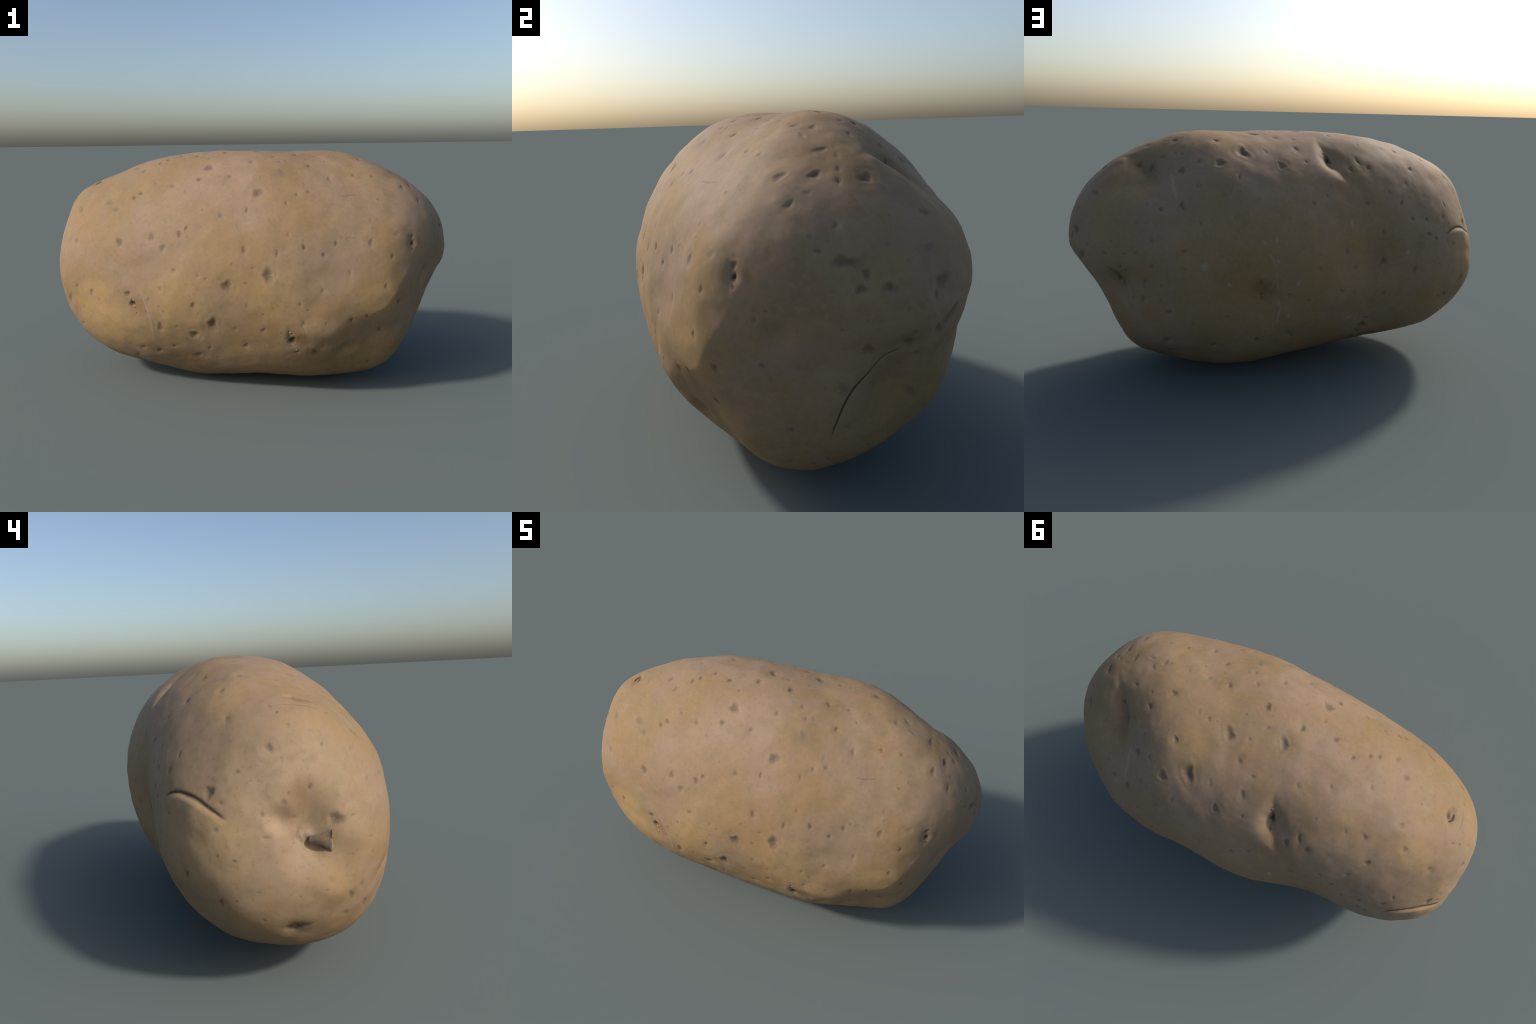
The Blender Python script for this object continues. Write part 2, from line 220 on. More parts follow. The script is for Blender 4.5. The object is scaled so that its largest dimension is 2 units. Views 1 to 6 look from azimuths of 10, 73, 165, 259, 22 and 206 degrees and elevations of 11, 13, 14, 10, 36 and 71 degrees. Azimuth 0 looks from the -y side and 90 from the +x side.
BROAD_END_SPECKS = [
    (157.2, 154.8, 22, 3, 2.7, 5), (159.4, 160.8, -84, 2.4, 1.5, 5), (154.9, 138.6, 40, 6.6, 4.9, 5), (169.3, 161.6, -81, 2.5, 1.8, 5), (169.1, 183.2, 84, 4.7, 4.2, 4),
    (177.9, 132.6, -33, 6.3, 4.6, 4), (145.3, 194.1, 58, 3, 2.3, 4), (163, 190.3, 57, 6.8, 5.4, 5), (151.4, 216.8, 56, 2.4, 1.9, 5), (137.4, 30.7, -71, 4.5, 3.3, 5),
    (131.1, 34.2, -71, 6.4, 4.7, 4), (143.7, 359.4, 39, 6.5, 4.7, 5), (169.7, 217.7, 44, 5.9, 3.7, 3), (130.3, 220.4, -71, 4.2, 2.9, 3), (130.4, 39.3, 33, 4.2, 3.4, 3),
    (143.2, 282.6, 14, 5.8, 2.4, 5), (143, 297.1, -3, 6.3, 2.6, 6), (139.2, 295.4, -13, 3.6, 1.5, 4), (137.3, 160.9, 73, 14.9, 13.2, 2), (155.5, 40.9, -32, 9.7, 5.5, 3),
    (143.9, 243.9, 84, 9.2, 6.9, 3), (163.9, 106.4, -86, 8.6, 6.7, 3), (130.5, 225.8, -75, 7.9, 5.3, 3), (129.2, 157.7, 85, 7.5, 6.1, 3), (133.3, 136.2, -80, 7.4, 6.3, 3),
    (162.9, 160.2, 10, 7.1, 6.7, 3),
]
FRONT_SPECKS = [
    (102.2, 140.6, -74, 4.3, 3.9, 3), (91.5, 173.4, -87, 6.7, 5.7, 4), (110, 192.3, -90, 4.6, 3.9, 4), (86.7, 181, 86, 4.6, 3.5, 3), (111.1, 196.8, 89, 5.9, 5.5, 4),
    (111.8, 152, 80, 4.7, 4.4, 2), (70.9, 179.6, 10, 5.2, 4.6, 3), (82.7, 144.3, -51, 6.1, 5.2, 4), (71.2, 194.6, 72, 6.3, 5, 4), (72.5, 197.4, 64, 6.6, 5.4, 4),
    (67.7, 150, -37, 5.6, 4.7, 2), (104.1, 207.5, 78, 6.3, 5.1, 4), (103.3, 213, 77, 4.8, 3.4, 4), (105.9, 216.4, 76, 5.1, 4, 4), (100.5, 216.3, 76, 5.3, 3.5, 4),
    (54.5, 212.2, 44, 6.1, 3.7, 3), (98.1, 223.7, 57, 6.6, 5.1, 3), (99.4, 197.7, 22, 6.9, 6.2, 4), (120, 162.5, 90, 8.9, 6.7, 3), (122.1, 162.5, 4, 8.9, 6.7, 2),
]
BACK_SPECKS = [
    (85.6, 20.3, 8, 3.1, 2.7, 4), (87.1, 5.9, -14, 5.5, 4.4, 5), (82.9, 15.5, -4, 3.2, 2.7, 4), (73.3, 25.4, 8, 5.3, 5, 4), (125, 327.4, 17, 4.4, 3.3, 5),
    (73, 351.4, -32, 6.5, 4.6, 4), (121.5, 357.6, 85, 9.7, 8.2, 3), (105.6, 318.9, -49, 9.1, 7.4, 3), (95.1, 22.6, 75, 8.6, 7.7, 3),
]
SPECKS = [TOP_SPECKS, NARROW_END_SPECKS, BROAD_END_SPECKS, FRONT_SPECKS, BACK_SPECKS]

# strokes on the skin: lists of (along, clock)
STROKES = [
    ("growth_crack", "growth_crack", [(44.91, 16.7), (41.71, 20.23), (38.13, 22.82), (34.6, 23.76), (31.62, 24.07), (27.4, 23.21), (23.39, 22.34), (19.57, 20.67)], 5.2, 4.5),
    ("growth_crack", "growth_crack", [(144.73, 251.87), (147.83, 249.04), (151.31, 246.03), (153.72, 245.51), (155.62, 248.98), (158.48, 254.53), (158.86, 267.37), (159.67, 280.99)], 3.4, 3.5),
    ("growth_crack", "growth_crack", [(38.83, 88.73), (37.39, 91.7), (37.53, 95.48)], 5, 4),  # dark line along the crease of an eye
    ("brow", "brow", [(4.96, 53.82), (4.18, 42.24), (3.01, 34.39), (1.82, 18.22)], 9, 3),
    ("brow", "brow", [(35.67, 104.32), (33.99, 98.8), (33.15, 91.23), (33.51, 81.95)], 2.6, 1.5),
    ("brow", "brow", [(109.51, 203.09), (110.23, 207.9), (111.31, 217.43)], 2.5, 0.5),
    ("brow", "brow", [(141.2, 351.19), (138.2, 342.14), (136.44, 332.54)], 3, 1.0),
    ("brow", "growth_crack", [(128.66, 293.64), (125.52, 299.26), (122.52, 303.37)], 3, 3),
    ("corky_streak", "corky_streak", [(101.81, 12.73), (101.2, 11.42), (100.57, 9.82)], 4.5, -0.3),
    ("corky_streak", "corky_streak", [(100.22, 6.52), (99.32, 4.06), (98.53, 0.89), (98.06, 358.6)], 6, -0.4),
    ("corky_streak", "corky_streak", [(97.73, 355.88), (97.56, 353.78)], 4, -0.3),
    ("corky_streak", "corky_streak", [(97.41, 350.14), (97.2, 347.17)], 4, -0.3),
    ("corky_streak", "corky_streak", [(97.04, 341.49), (96.41, 335.94)], 6, -0.3),
    ("corky_streak", "corky_streak", [(96.22, 336.98), (96.75, 327.09)], 5, -0.3),
    ("corky_streak", "corky_streak", [(71.52, 335.49), (72.26, 331.22)], 4, -0.3),
    ("corky_streak", "corky_streak", [(72.7, 326.57), (73.59, 316.15)], 4.5, -0.3),
    ("corky_streak", "corky_streak", [(123.41, 55.72), (123.16, 45.15), (122.64, 33.23)], 7, -0.3),
    ("corky_streak", "corky_streak", [(64.92, 182.68), (66.83, 192.22), (68.4, 201.7), (68.45, 207.64), (67.98, 217.2)], 3.6, -0.8),
    ("brow", "brow", [(118.42, 139.21), (121.14, 138.81), (124.29, 137.25)], 4, 0.6),
    ("brow", "brow", [(128, 106.18), (130.04, 105.97), (132.02, 107.84)], 3, 1.0),
]
DIMPLES = [
    (116.09, 208.31, -8, 146, 85, -9), (151.04, 269.49, 162, 192, 95, 30), (150.88, 189.6, -110, 55, 60, 11), (141.77, 259.5, -117, 112, 110, -8),
    (8.39, 207.18, -66, 129, 110, 24), (9.78, 43.61, -135, 53, 60, 18), (3.36, 78.89, -106, 124, 185, 50), (122.02, 221.52, 45, 69, 60, 15),
]
STOLON = {"pit": (0.47, 229.95), "knob": (2.58, 74.51), "stub": (3.85, 158.15), "tilt": -11}
# swellings beside a line: points, height, reach (mm), side
BULGES = [
    ([(44.91, 16.7), (41.71, 20.23), (38.13, 22.82), (34.6, 23.76), (31.62, 24.07), (27.4, 23.21), (23.39, 22.34), (19.57, 20.67)], 10, 130, -1),
]
# blunt ridges: points, height, reach (mm)
RIDGES = [
    ([(145.53, 173.51), (141.71, 183.2), (137.38, 193.9), (133.45, 200.35), (128.07, 204.02), (125.4, 210.71)], 6, 55),
]

# broad tints of the skin, some of them painted shade: along, clock, reach (mm), strength
STAINS = [
    ((0.295, 0.185, 0.082), [  # umber, raised and warmed to match the back's shadow side
        (89.39, 7.13, 420, 0.55),
        (112.96, 347.46, 300, 0.5),
        (137.58, 12, 280, 0.35),
    ]),
    ((0.33, 0.232, 0.143), [  # straw
        (10.69, 45, 430, 0.8),
        (29.63, 16.7, 260, 0.4),
    ]),
    ((0.35, 0.23, 0.098), [  # yellow
        (49.65, 203.9, 270, 0.8),
        (76.72, 192.72, 230, 0.75),
        (102.63, 192.51, 240, 0.5),
        (75.81, 208.24, 200, 0.4),
        (129.09, 194.57, 170, 0.45),
        (44.41, 66.33, 140, 0.6),
        (107.87, 67.13, 160, 0.35),
        (22.57, 6.34, 200, 0.4),
    ]),
    ((0.265, 0.182, 0.118), [  # pink
        (72.54, 153.2, 330, 0.6),
        (119.32, 170.93, 180, 0.15),
        (58.39, 95.37, 260, 0.6),
        (128.16, 129.85, 110, 0.5),
        (5.05, 356.6, 120, 0.5),
    ]),
    ((0.19, 0.145, 0.1), [  # grey
        (102.46, 125.73, 45, 0.45),
        (133.32, 19.71, 220, 0.4),
    ]),
    ((0.17, 0.095, 0.038), [  # brown
        (108.49, 210.11, 62, 0.9),
        (64.61, 195.42, 75, 0.6),
        (9.38, 78.78, 110, 0.6),  # browned to show shading on the stem dish's upper wall
        (100.98, 205.13, 70, 0.35),
        (37.87, 97.98, 26, 0.6),
        (96.92, 198.68, 80, 0.4),
        (129.17, 58.85, 80, 0.45),
        (141.41, 342.28, 80, 0.85),
        (100.56, 346.93, 75, 0.75),
        (146.77, 163.9, 30, 0.5),
        (67.93, 6.31, 150, 0.35),
        (108.17, 354.93, 150, 0.3),
        (70.17, 313.14, 50, 0.45),
        (103.15, 351.08, 50, 0.4),
    ]),
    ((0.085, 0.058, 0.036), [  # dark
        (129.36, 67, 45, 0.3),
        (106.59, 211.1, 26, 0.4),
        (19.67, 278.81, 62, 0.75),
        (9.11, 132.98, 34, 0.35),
        (1.64, 208.67, 55, 0.85),  # cast shadow under the stub, painted into the skin
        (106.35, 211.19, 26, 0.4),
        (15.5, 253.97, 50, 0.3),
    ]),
]


# ------------------------------------------------------------------ dense surface
NX, NY, NZ = 430, 264, 264


def box_sphere():
    """Vertices (t, phi) and quads of a box subdivided NX x NY x NZ, blown up to a sphere."""
    verts, quads, base = [], [], 0

    def face(axis, side):
        dims = [NX, NY, NZ]
        u, v = [a for a in range(3) if a != axis]
        iu, iv = np.meshgrid(np.arange(dims[u] + 1), np.arange(dims[v] + 1), indexing="ij")
        g = np.zeros(iu.shape + (3,), int)
        g[..., u], g[..., v], g[..., axis] = iu, iv, dims[axis] * side
        idx = np.arange(iu.size).reshape(iu.shape)
        q = np.stack([idx[:-1, :-1], idx[1:, :-1], idx[1:, 1:], idx[:-1, 1:]], -1).reshape(-1, 4)
        flip = (side == 1) == (axis == 1)
        return g.reshape(-1, 3), q[:, ::-1] if flip else q

    for axis in range(3):
        for side in (0, 1):
            g, q = face(axis, side)
            verts.append(g)
            quads.append(q + base)
            base += len(g)
    g, q = np.vstack(verts), np.vstack(quads)
    key = (g[:, 0] * 1000 + g[:, 1]) * 1000 + g[:, 2]
    _, first, inv = np.unique(key, return_index=True, return_inverse=True)
    g, q = g[first], inv.reshape(-1)[q]
    w = np.tan((g / np.array([NX, NY, NZ]) * 2 - 1) * math.pi / 4 * 0.999)
    d = w / np.linalg.norm(w, axis=1)[:, None]
    return np.arccos(np.clip(-d[:, 0], -1, 1)), np.arctan2(d[:, 2], d[:, 1]) % (2 * math.pi), q


T, PH, QUADS = box_sphere()
B = body_point(T, PH)


def vertex_normals(co):
    n = np.zeros_like(co)
    a, b, c, d = (co[QUADS[:, k]] for k in range(4))
    fn = np.cross(c - a, d - b)
    for k in range(4):
        for x in range(3):
            n[:, x] += np.bincount(QUADS[:, k], fn[:, x], len(co))
    return n / np.linalg.norm(n, axis=1)[:, None]


N0 = vertex_normals(B)
if ((B - B.mean(0)) * N0).sum(1).mean() < 0:
    QUADS = QUADS[:, ::-1]
    N0 = -N0
rise = np.zeros(len(B))          # relief along the normal, metres


def near(c, reach):
    box = np.where((np.abs(B - c) < reach).all(1))[0]
    return box


def smooth(x):
    x = np.clip(x, 0, 1)
    return x * x * (3 - 2 * x)


def local(place, tilt, reach):
    """Indices of vertices near a place with their coordinates along / across / above."""
    c, e1, e2, n = frame(place)
    i = near(c, reach)
    d = B[i] - c
    ca, sa = math.cos(math.radians(tilt)), math.sin(math.radians(tilt))
    i2 = np.abs(d @ n) < 0.7 * reach
    i, d = i[i2], d[i2]
    a, b = d @ (e1 * ca + e2 * sa), d @ (e2 * ca - e1 * sa)
    return i, a, b


part = np.zeros(len(B), int)     # which part a vertex leans to; 0 = skin
rank = np.full(len(B), 9.0)      # how deep inside that part it lies
uv = np.zeros((len(B), 2))       # its place inside the part, centre at 0
PARTS = [("skin", None, False)]


def claim(i, r, limit, u, v, name, material, stuff=False, number=None):
    if number is None:
        PARTS.append((name, material, stuff))
        number = len(PARTS) - 1
    ok = (r < limit) & (r < rank[i])
    k = i[ok]
    part[k], rank[k] = number, r[ok]
    uv[k, 0], uv[k, 1] = u[ok], v[ok]
    return number


# slow swell and fine unevenness of the skin, so that no area is perfectly even
def swell(scale, seed, octaves=2):
    shift = Vector((seed * 3.7, seed * 1.3, seed * 7.1))
    return np.array([fractal(Vector(p) * scale + shift, 0.8, 2.0, octaves) for p in B])


LUMPS = swell(7.0, 3)
DIMPLED = swell(14.0, 8, 1)
FINE = swell(24.0, 5)
rise += 0.0030 * LUMPS + 0.0022 * DIMPLED + 0.0005 * FINE

eye_frames = []
for al, cl, tilt, half, depth, steep, gentle, pinch, side in EYES:
    half, depth, steep, gentle = half / 1000, depth / 1000, steep / 1000, gentle / 1000
    i, a, b = local((al, cl), tilt, 1.5 * max(half, gentle) + 0.03)
    ragged = 0.014 * LUMPS[i] + 0.010 * DIMPLED[i] + 0.0015 * FINE[i]
    b = b * side - 0.25 * a * a / half + ragged * min(1.0, depth / 0.015)   # b > 0 on the gentle side, the crease bows
    w = np.exp(-(a / (0.52 * half)) ** 2) * (1 - smooth((np.abs(a) / half - 0.9) / 0.5))
    g = gentle * (0.45 + 0.55 * w)
    st = steep * (0.45 + 0.55 * w)
    prof = np.where(b < 0, (1 - pinch) * np.exp(-(b / (0.52 * st)) ** 2) + pinch * np.exp(b / (0.25 * steep)),
                    (1 - pinch) * np.exp(-(b / (0.52 * g)) ** 2) + pinch * np.exp(-b / (0.22 * gentle)))
    rise[i] -= w * depth * prof * (1 + 0.08 * FINE[i] + 0.22 * DIMPLED[i])
    r = np.hypot(a / (half * 1.1), np.where(b < 0, b / steep, b / gentle))
    eye_frames.append((i, r, a / half, b / gentle))

# broad dimples
for al, cl, tilt, la, lb, depth in DIMPLES:
    i, a, b = local((al, cl), tilt, max(la, lb) / 1000 * 1.1)
    rise[i] -= depth / 1000 * (1 - smooth(np.hypot(a / la, b / lb) * 1000))

# ------------------------------------------------------------------ stolon scar
def stroke_field(points, reach):
    """Distance to a drawn line on the body: nearest vertices, along 0..1, signed across."""
    p = np.array([frame(q)[0] for q in points])
    n = np.array([frame(q)[3] for q in points])
    fine = np.linspace(0, len(p) - 1, 12 * len(p))
    def cat(v):
        j = np.clip(fine.astype(int), 0, len(v) - 2)
        f = (fine - j)[:, None]
        g = np.gradient(v, axis=0)
        return (2 * f ** 3 - 3 * f ** 2 + 1) * v[j] + (f ** 3 - 2 * f ** 2 + f) * g[j] + (3 * f ** 2 - 2 * f ** 3) * v[j + 1] + (f ** 3 - f ** 2) * g[j + 1]
    p, n = cat(p), cat(n)
    lo, hi = p.min(0) - reach, p.max(0) + reach
    i = np.where(((B > lo) & (B < hi)).all(1))[0]
    best = np.full(len(i), 1e9)
    along, across = np.zeros(len(i)), np.zeros(len(i))
    for k in range(len(p) - 1):
        s = p[k + 1] - p[k]
        ln = np.linalg.norm(s)
        side = np.cross(n[k], s / ln)
        d = B[i] - p[k]
        h = np.clip(d @ s / ln ** 2, 0, 1)
        dist = np.linalg.norm(d - h[:, None] * s, axis=1)
        ok = dist < best
        best[ok], along[ok], across[ok] = dist[ok], (k + h[ok]) / (len(p) - 1), (dist * np.sign(d @ side))[ok]
    ok = best < reach
    return i[ok], along[ok], across[ok], best[ok]


i, a, b = local(STOLON["pit"], STOLON["tilt"], 0.07)
r = np.hypot(a / 0.050, b / 0.040)
rise[i] -= 0.012 * (1 - smooth(r))
i, a, b = local(STOLON["knob"], 0, 0.05)
r = np.hypot(a, b)
rise[i] += 0.008 * np.exp(-(r / 0.012) ** 2) - 0.0030 * np.exp(-(r / 0.0045) ** 2) + 0.0012 * np.cos(r / 0.0016) * np.exp(-(r / 0.014) ** 2)
claim(i, r / 0.024, 1.0, a / 0.024, b / 0.024, "stolon_scar", "stolon_scar")

# ------------------------------------------------------------------ cracks, brows, corky streaks
for points, height, reach, side in BULGES:       # the skin has swollen on one side of the crack
    i, a, b, d = stroke_field(points, reach / 1000)
    b = b * side
    up = smooth((b + 0.002) / 0.026) * (1 - smooth(b / reach * 1000))
    rise[i] += height / 1000 * np.sin(np.pi * np.clip(a, 0.01, 0.99)) ** 0.8 * up * np.where((a > 0.001) & (a < 0.999), 1, 0.0)

for points, height, reach in RIDGES:              # a blunt angle where two faces of the tuber meet
    i, a, b, d = stroke_field(points, 2.6 * reach / 1000)
    rise[i] += height / 1000 * np.sin(np.pi * np.clip(a, 0.01, 0.99)) ** 0.7 * np.exp(-np.sqrt(b * b + 0.000016) / reach * 1000) * (1 - smooth(d / reach * 1000 / 2.6))

for name, material, points, width, depth in STROKES:
    w = width / 1000
    i, a, b, d = stroke_field(points, 4.5 * w + 0.004)
    taper = np.sqrt(np.clip(np.sin(np.pi * np.clip(a, 0, 1)), 0, 1))
    wl = w * (0.35 + 0.65 * taper)
    x = b / wl
    rise[i] -= depth / 1000 * taper * (0.7 * np.exp(-x ** 2) + 0.3 * np.exp(-(x / 2.2) ** 2))
    claim(i, d / wl / 2.3, 1.0, a, x, name, material)

# ------------------------------------------------------------------ lenticels
TONES = {1: "lenticel_pale", 2: "lenticel_faint", 3: "lenticel_faint", 4: "lenticel_soft", 5: "lenticel_soft", 6: "lenticel_mid", 7: "lenticel_mid", 8: "lenticel_dark", 9: "lenticel_black"}
SINK = {1: -0.05, 2: 0.07, 3: 0.11, 4: 0.17, 5: 0.22, 6: 0.26, 7: 0.25, 8: 0.28, 9: 0.42}
rng = np.random.default_rng(11)


def lenticel(al, cl, tilt, la, lb, tone, name, stuff=False, number=None):
    la, lb = la / 1000, lb / 1000
    if tone > 3 and la > 0.008:      # the skin dips softly round the larger ones
        i, a, b = local((al, cl), tilt, 3.4 * la)
        rise[i] -= 0.22 * lb * (1 - smooth(np.hypot(a / la, b / lb) / 3.2))
    i, a, b = local((al, cl), tilt, 2.1 * la + 0.004)
    turn = np.arctan2(b, a)
    wob = 1 + 0.13 * np.sin(2 * turn + rng.uniform(0, 6)) + 0.13 * np.sin(3 * turn + rng.uniform(0, 6)) + 0.07 * np.sin(5 * turn + rng.uniform(0, 6))
    r = np.hypot(a / la, b / lb) / wob
    rise[i] -= SINK[tone] * lb * (np.clip(1 - (r / 1.25) ** 2, 0, 1) ** 2 - 0.2 * np.exp(-((r - 1.5) / 0.4) ** 2))
    if tone in (1, 5, 6):       # a corky plug lies in the bottom
        rise[i] += 0.07 * lb * np.exp(-(r / 0.45) ** 2)
    return claim(i, r / 1.75, 1.0, a / la / wob, b / lb / wob, name, TONES[tone], stuff, number)


for group in LENTICELS:
    for al, cl, tilt, la, lb, tone in group:
        lenticel(al, cl, tilt, la, lb, tone, "lenticel")
speck_part = {}
for group in SPECKS:
    for al, cl, tilt, la, lb, tone in group:
        m = TONES[tone]
        speck_part[m] = lenticel(al, cl, tilt, la, lb, tone, "speck", True, speck_part.get(m))

# the eyes take what is left inside them
for i, r, u, v in eye_frames:
    free = part[i] == 0
    claim(i[free], r[free], 1.0, u[free], v[free], "eye", "skin")

CO = B + N0 * rise[:, None]
CO[:, 2] -= CO[:, 2].min()
NORM = vertex_normals(CO)

# ------------------------------------------------------------------ materials
potato = bpy.data.objects.new("potato", None)
bpy.context.scene.collection.objects.link(potato)
potato["label"] = "oblong pale brown potato with dark lenticels and eyes"
potato["category"] = "potato"


class Nodes:
    def __init__(self, tree):
        self.t, self.x = tree, 0

    def __call__(self, kind, **kw):
        n = self.t.nodes.new("ShaderNode" + kind)
        n.location = (self.x, 0)
        self.x += 160
        for k, v in kw.items():
            setattr(n, k, v)
        return n

    def link(self, a, b):
        self.t.links.new(a, b)

    def math(self, op, a, b=None, clamp=False):
        n = self("Math", operation=op, use_clamp=clamp)
        for s, v in zip(n.inputs, (a, b)):
            if v is None:
                continue
            if isinstance(v, (int, float)):
                s.default_value = v
            else:
                self.link(v, s)
        return n.outputs[0]

    def span(self, v, lo, hi, a=0.0, b=1.0):
        n = self("MapRange", interpolation_type="SMOOTHSTEP")
        self.link(v, n.inputs[0])
        for k, x in zip((1, 2, 3, 4), (lo, hi, a, b)):
            n.inputs[k].default_value = x
        return n.outputs[0]

    def mix(self, f, a, b, blend="MIX"):
        n = self("Mix", data_type="RGBA", blend_type=blend)
        for s, v in ((n.inputs[0], f), (n.inputs[6], a), (n.inputs[7], b)):
            if isinstance(v, (int, float)):
                s.default_value = v
            elif isinstance(v, tuple):
                s.default_value = (*v, 1.0)
            else:
                self.link(v, s)
        return n.outputs[2]

    def noise(self, vec, scale, detail=3.0, rough=0.5, distort=0.0):
        n = self("TexNoise")
        self.link(vec, n.inputs["Vector"])
        n.inputs["Scale"].default_value, n.inputs["Detail"].default_value = scale, detail
        n.inputs["Roughness"].default_value, n.inputs["Distortion"].default_value = rough, distort
        return n.outputs["Fac"]


PINK_TAN = (0.262, 0.178, 0.116)
OCHRE = (0.25, 0.16, 0.076)
OLIVE = (0.205, 0.145, 0.085)
PALE = (0.31, 0.215, 0.135)
BROWN = (0.185, 0.115, 0.058)
ROSY = (0.25, 0.155, 0.1)
GREENISH = (0.215, 0.16, 0.085)
GREY_BROWN = (0.112, 0.083, 0.068)
DARK_BROWN = (0.07, 0.049, 0.038)
NEAR_BLACK = (0.028, 0.02, 0.013)
GREY_CORE = (0.15, 0.112, 0.086)
CORK = (0.3, 0.24, 0.19)
CRACK = (0.036, 0.023, 0.015)
BUD = (0.22, 0.17, 0.105)
SPEC = 0.22



def skin_group():
    g = bpy.data.node_groups.new("potato_skin", "ShaderNodeTree")
    g.interface.new_socket("Color", in_out="OUTPUT", socket_type="NodeSocketColor")
    g.interface.new_socket("Height", in_out="OUTPUT", socket_type="NodeSocketFloat")
    n = Nodes(g)
    out = g.nodes.new("NodeGroupOutput")
    tc = n("TexCoord", object=potato)
    p = tc.outputs["Object"]
    big = n.noise(p, 2.6, 3, 0.55, 0.4)
    mid = n.noise(p, 7.0, 4, 0.6, 0.6)
    off = n("VectorMath", operation="ADD")
    n.link(p, off.inputs[0])
    off.inputs[1].default_value = (7.3, 1.1, 4.2)
    other = n.noise(off.outputs[0], 4.2, 3, 0.55, 0.5)
    fine = n.noise(p, 55, 3, 0.6)
    grain = n.noise(p, 240, 2, 0.5)
    col = n.mix(n.span(big, 0.36, 0.64), PINK_TAN, OCHRE)
    col = n.mix(n.math("MULTIPLY", n.span(other, 0.50, 0.70), 0.55), col, OLIVE)
    col = n.mix(n.math("MULTIPLY", n.span(mid, 0.52, 0.74), 0.45), col, PALE)
    col = n.mix(n.math("MULTIPLY", n.span(mid, 0.46, 0.28), 0.45), col, BROWN)
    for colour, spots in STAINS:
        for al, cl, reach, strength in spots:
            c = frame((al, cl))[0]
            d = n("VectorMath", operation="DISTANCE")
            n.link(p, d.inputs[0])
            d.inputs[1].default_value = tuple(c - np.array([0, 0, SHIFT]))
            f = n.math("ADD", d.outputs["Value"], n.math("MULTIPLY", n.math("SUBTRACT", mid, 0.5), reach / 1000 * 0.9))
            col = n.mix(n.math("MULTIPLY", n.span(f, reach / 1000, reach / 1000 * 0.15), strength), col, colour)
    hue = n.noise(off.outputs[0], 13, 3, 0.6, 0.3)
    col = n.mix(n.math("MULTIPLY", n.span(hue, 0.52, 0.72), 0.45), col, ROSY)
    col = n.mix(n.math("MULTIPLY", n.span(hue, 0.48, 0.30), 0.45), col, GREENISH)
    col = n.mix(n.math("MULTIPLY", n.span(fine, 0.54, 0.72), 0.34), col, PALE)
    col = n.mix(n.math("MULTIPLY", n.span(fine, 0.46, 0.28), 0.36), col, BROWN)
    col = n.mix(n.math("MULTIPLY", n.span(grain, 0.58, 0.72), 0.2), col, BROWN)
    n.link(col, out.inputs["Color"])
    n.link(n.math("ADD", n.math("MULTIPLY", fine, 0.7), n.math("MULTIPLY", grain, 0.3)), out.inputs["Height"])
    return g


SHIFT = 0.0
SKIN = skin_group()


def material(name, colour=None, strength=0.0, inner=0.35, outer=1.45, core=None, rough=0.7):
    m = bpy.data.materials.new(name)
    m.use_nodes = True
    m.node_tree.nodes.clear()
    n = Nodes(m.node_tree)
    out, bsdf = n("OutputMaterial"), n("BsdfPrincipled")
    n.link(bsdf.outputs[0], out.inputs[0])
    g = m.node_tree.nodes.new("ShaderNodeGroup")
    g.node_tree = SKIN
    col = g.outputs["Color"]
    height = g.outputs["Height"]
    if colour is not None:
        tc = n("TexCoord")
        o = n("TexCoord", object=potato)
        wob = n.noise(o.outputs["Object"], 130, 3, 0.6)
        sh = n("VectorMath", operation="SUBTRACT")
        n.link(tc.outputs["UV"], sh.inputs[0])
        sh.inputs[1].default_value = (10.0, 10.0, 0.0)
        if strength < 0:        # a stroke: only the distance across counts
            sep = n("SeparateXYZ")
            n.link(sh.outputs[0], sep.inputs[0])
            r = n.math("ABSOLUTE", sep.outputs["Y"])
            ends = n.math("MULTIPLY", n.span(sep.outputs["X"], 0.0, 0.12), n.span(sep.outputs["X"], 1.0, 0.88))
        else:
            ln = n("VectorMath", operation="LENGTH")
            n.link(sh.outputs[0], ln.inputs[0])
            r, ends = ln.outputs["Value"], 1.0
        r = n.math("ADD", r, n.math("MULTIPLY", n.math("SUBTRACT", wob, 0.5), 1.1))
        f = n.math("MULTIPLY", n.span(r, outer, inner), abs(strength))
        f = n.math("MULTIPLY", f, ends)
        if core is not None:
            plug = n.noise(o.outputs["Object"], 95, 3, 0.65)
            colour = n.mix(n.math("MULTIPLY", n.span(plug, 0.40, 0.70), n.span(r, 0.9, 0.2)), colour, core)
        col = n.mix(f, col, colour)
    n.link(col, bsdf.inputs["Base Color"])
    bsdf.inputs["Roughness"].default_value = rough
    bsdf.inputs["Specular IOR Level"].default_value = SPEC
    b = n("Bump")
    b.inputs["Strength"].default_value = 0.25
    b.inputs["Distance"].default_value = 0.0012
    n.link(height, b.inputs["Height"])
    n.link(b.outputs[0], bsdf.inputs["Normal"])
    return m


def plain_over_skin(name, colour, amount):
    """Skin colour with a patchy tint, for the dried stump of the stolon."""
    m = material(name)
    n = Nodes(m.node_tree)
    bsdf = next(x for x in m.node_tree.nodes if x.bl_idname == "ShaderNodeBsdfPrincipled")
    old = bsdf.inputs["Base Color"].links[0].from_socket
    o = n("TexCoord", object=potato)
    f = n.math("MULTIPLY", n.span(n.noise(o.outputs["Object"], 45, 3, 0.55), 0.2, 0.8), amount * 1.6, True)
    n.link(n.mix(f, old, colour), bsdf.inputs["Base Color"])
    return m


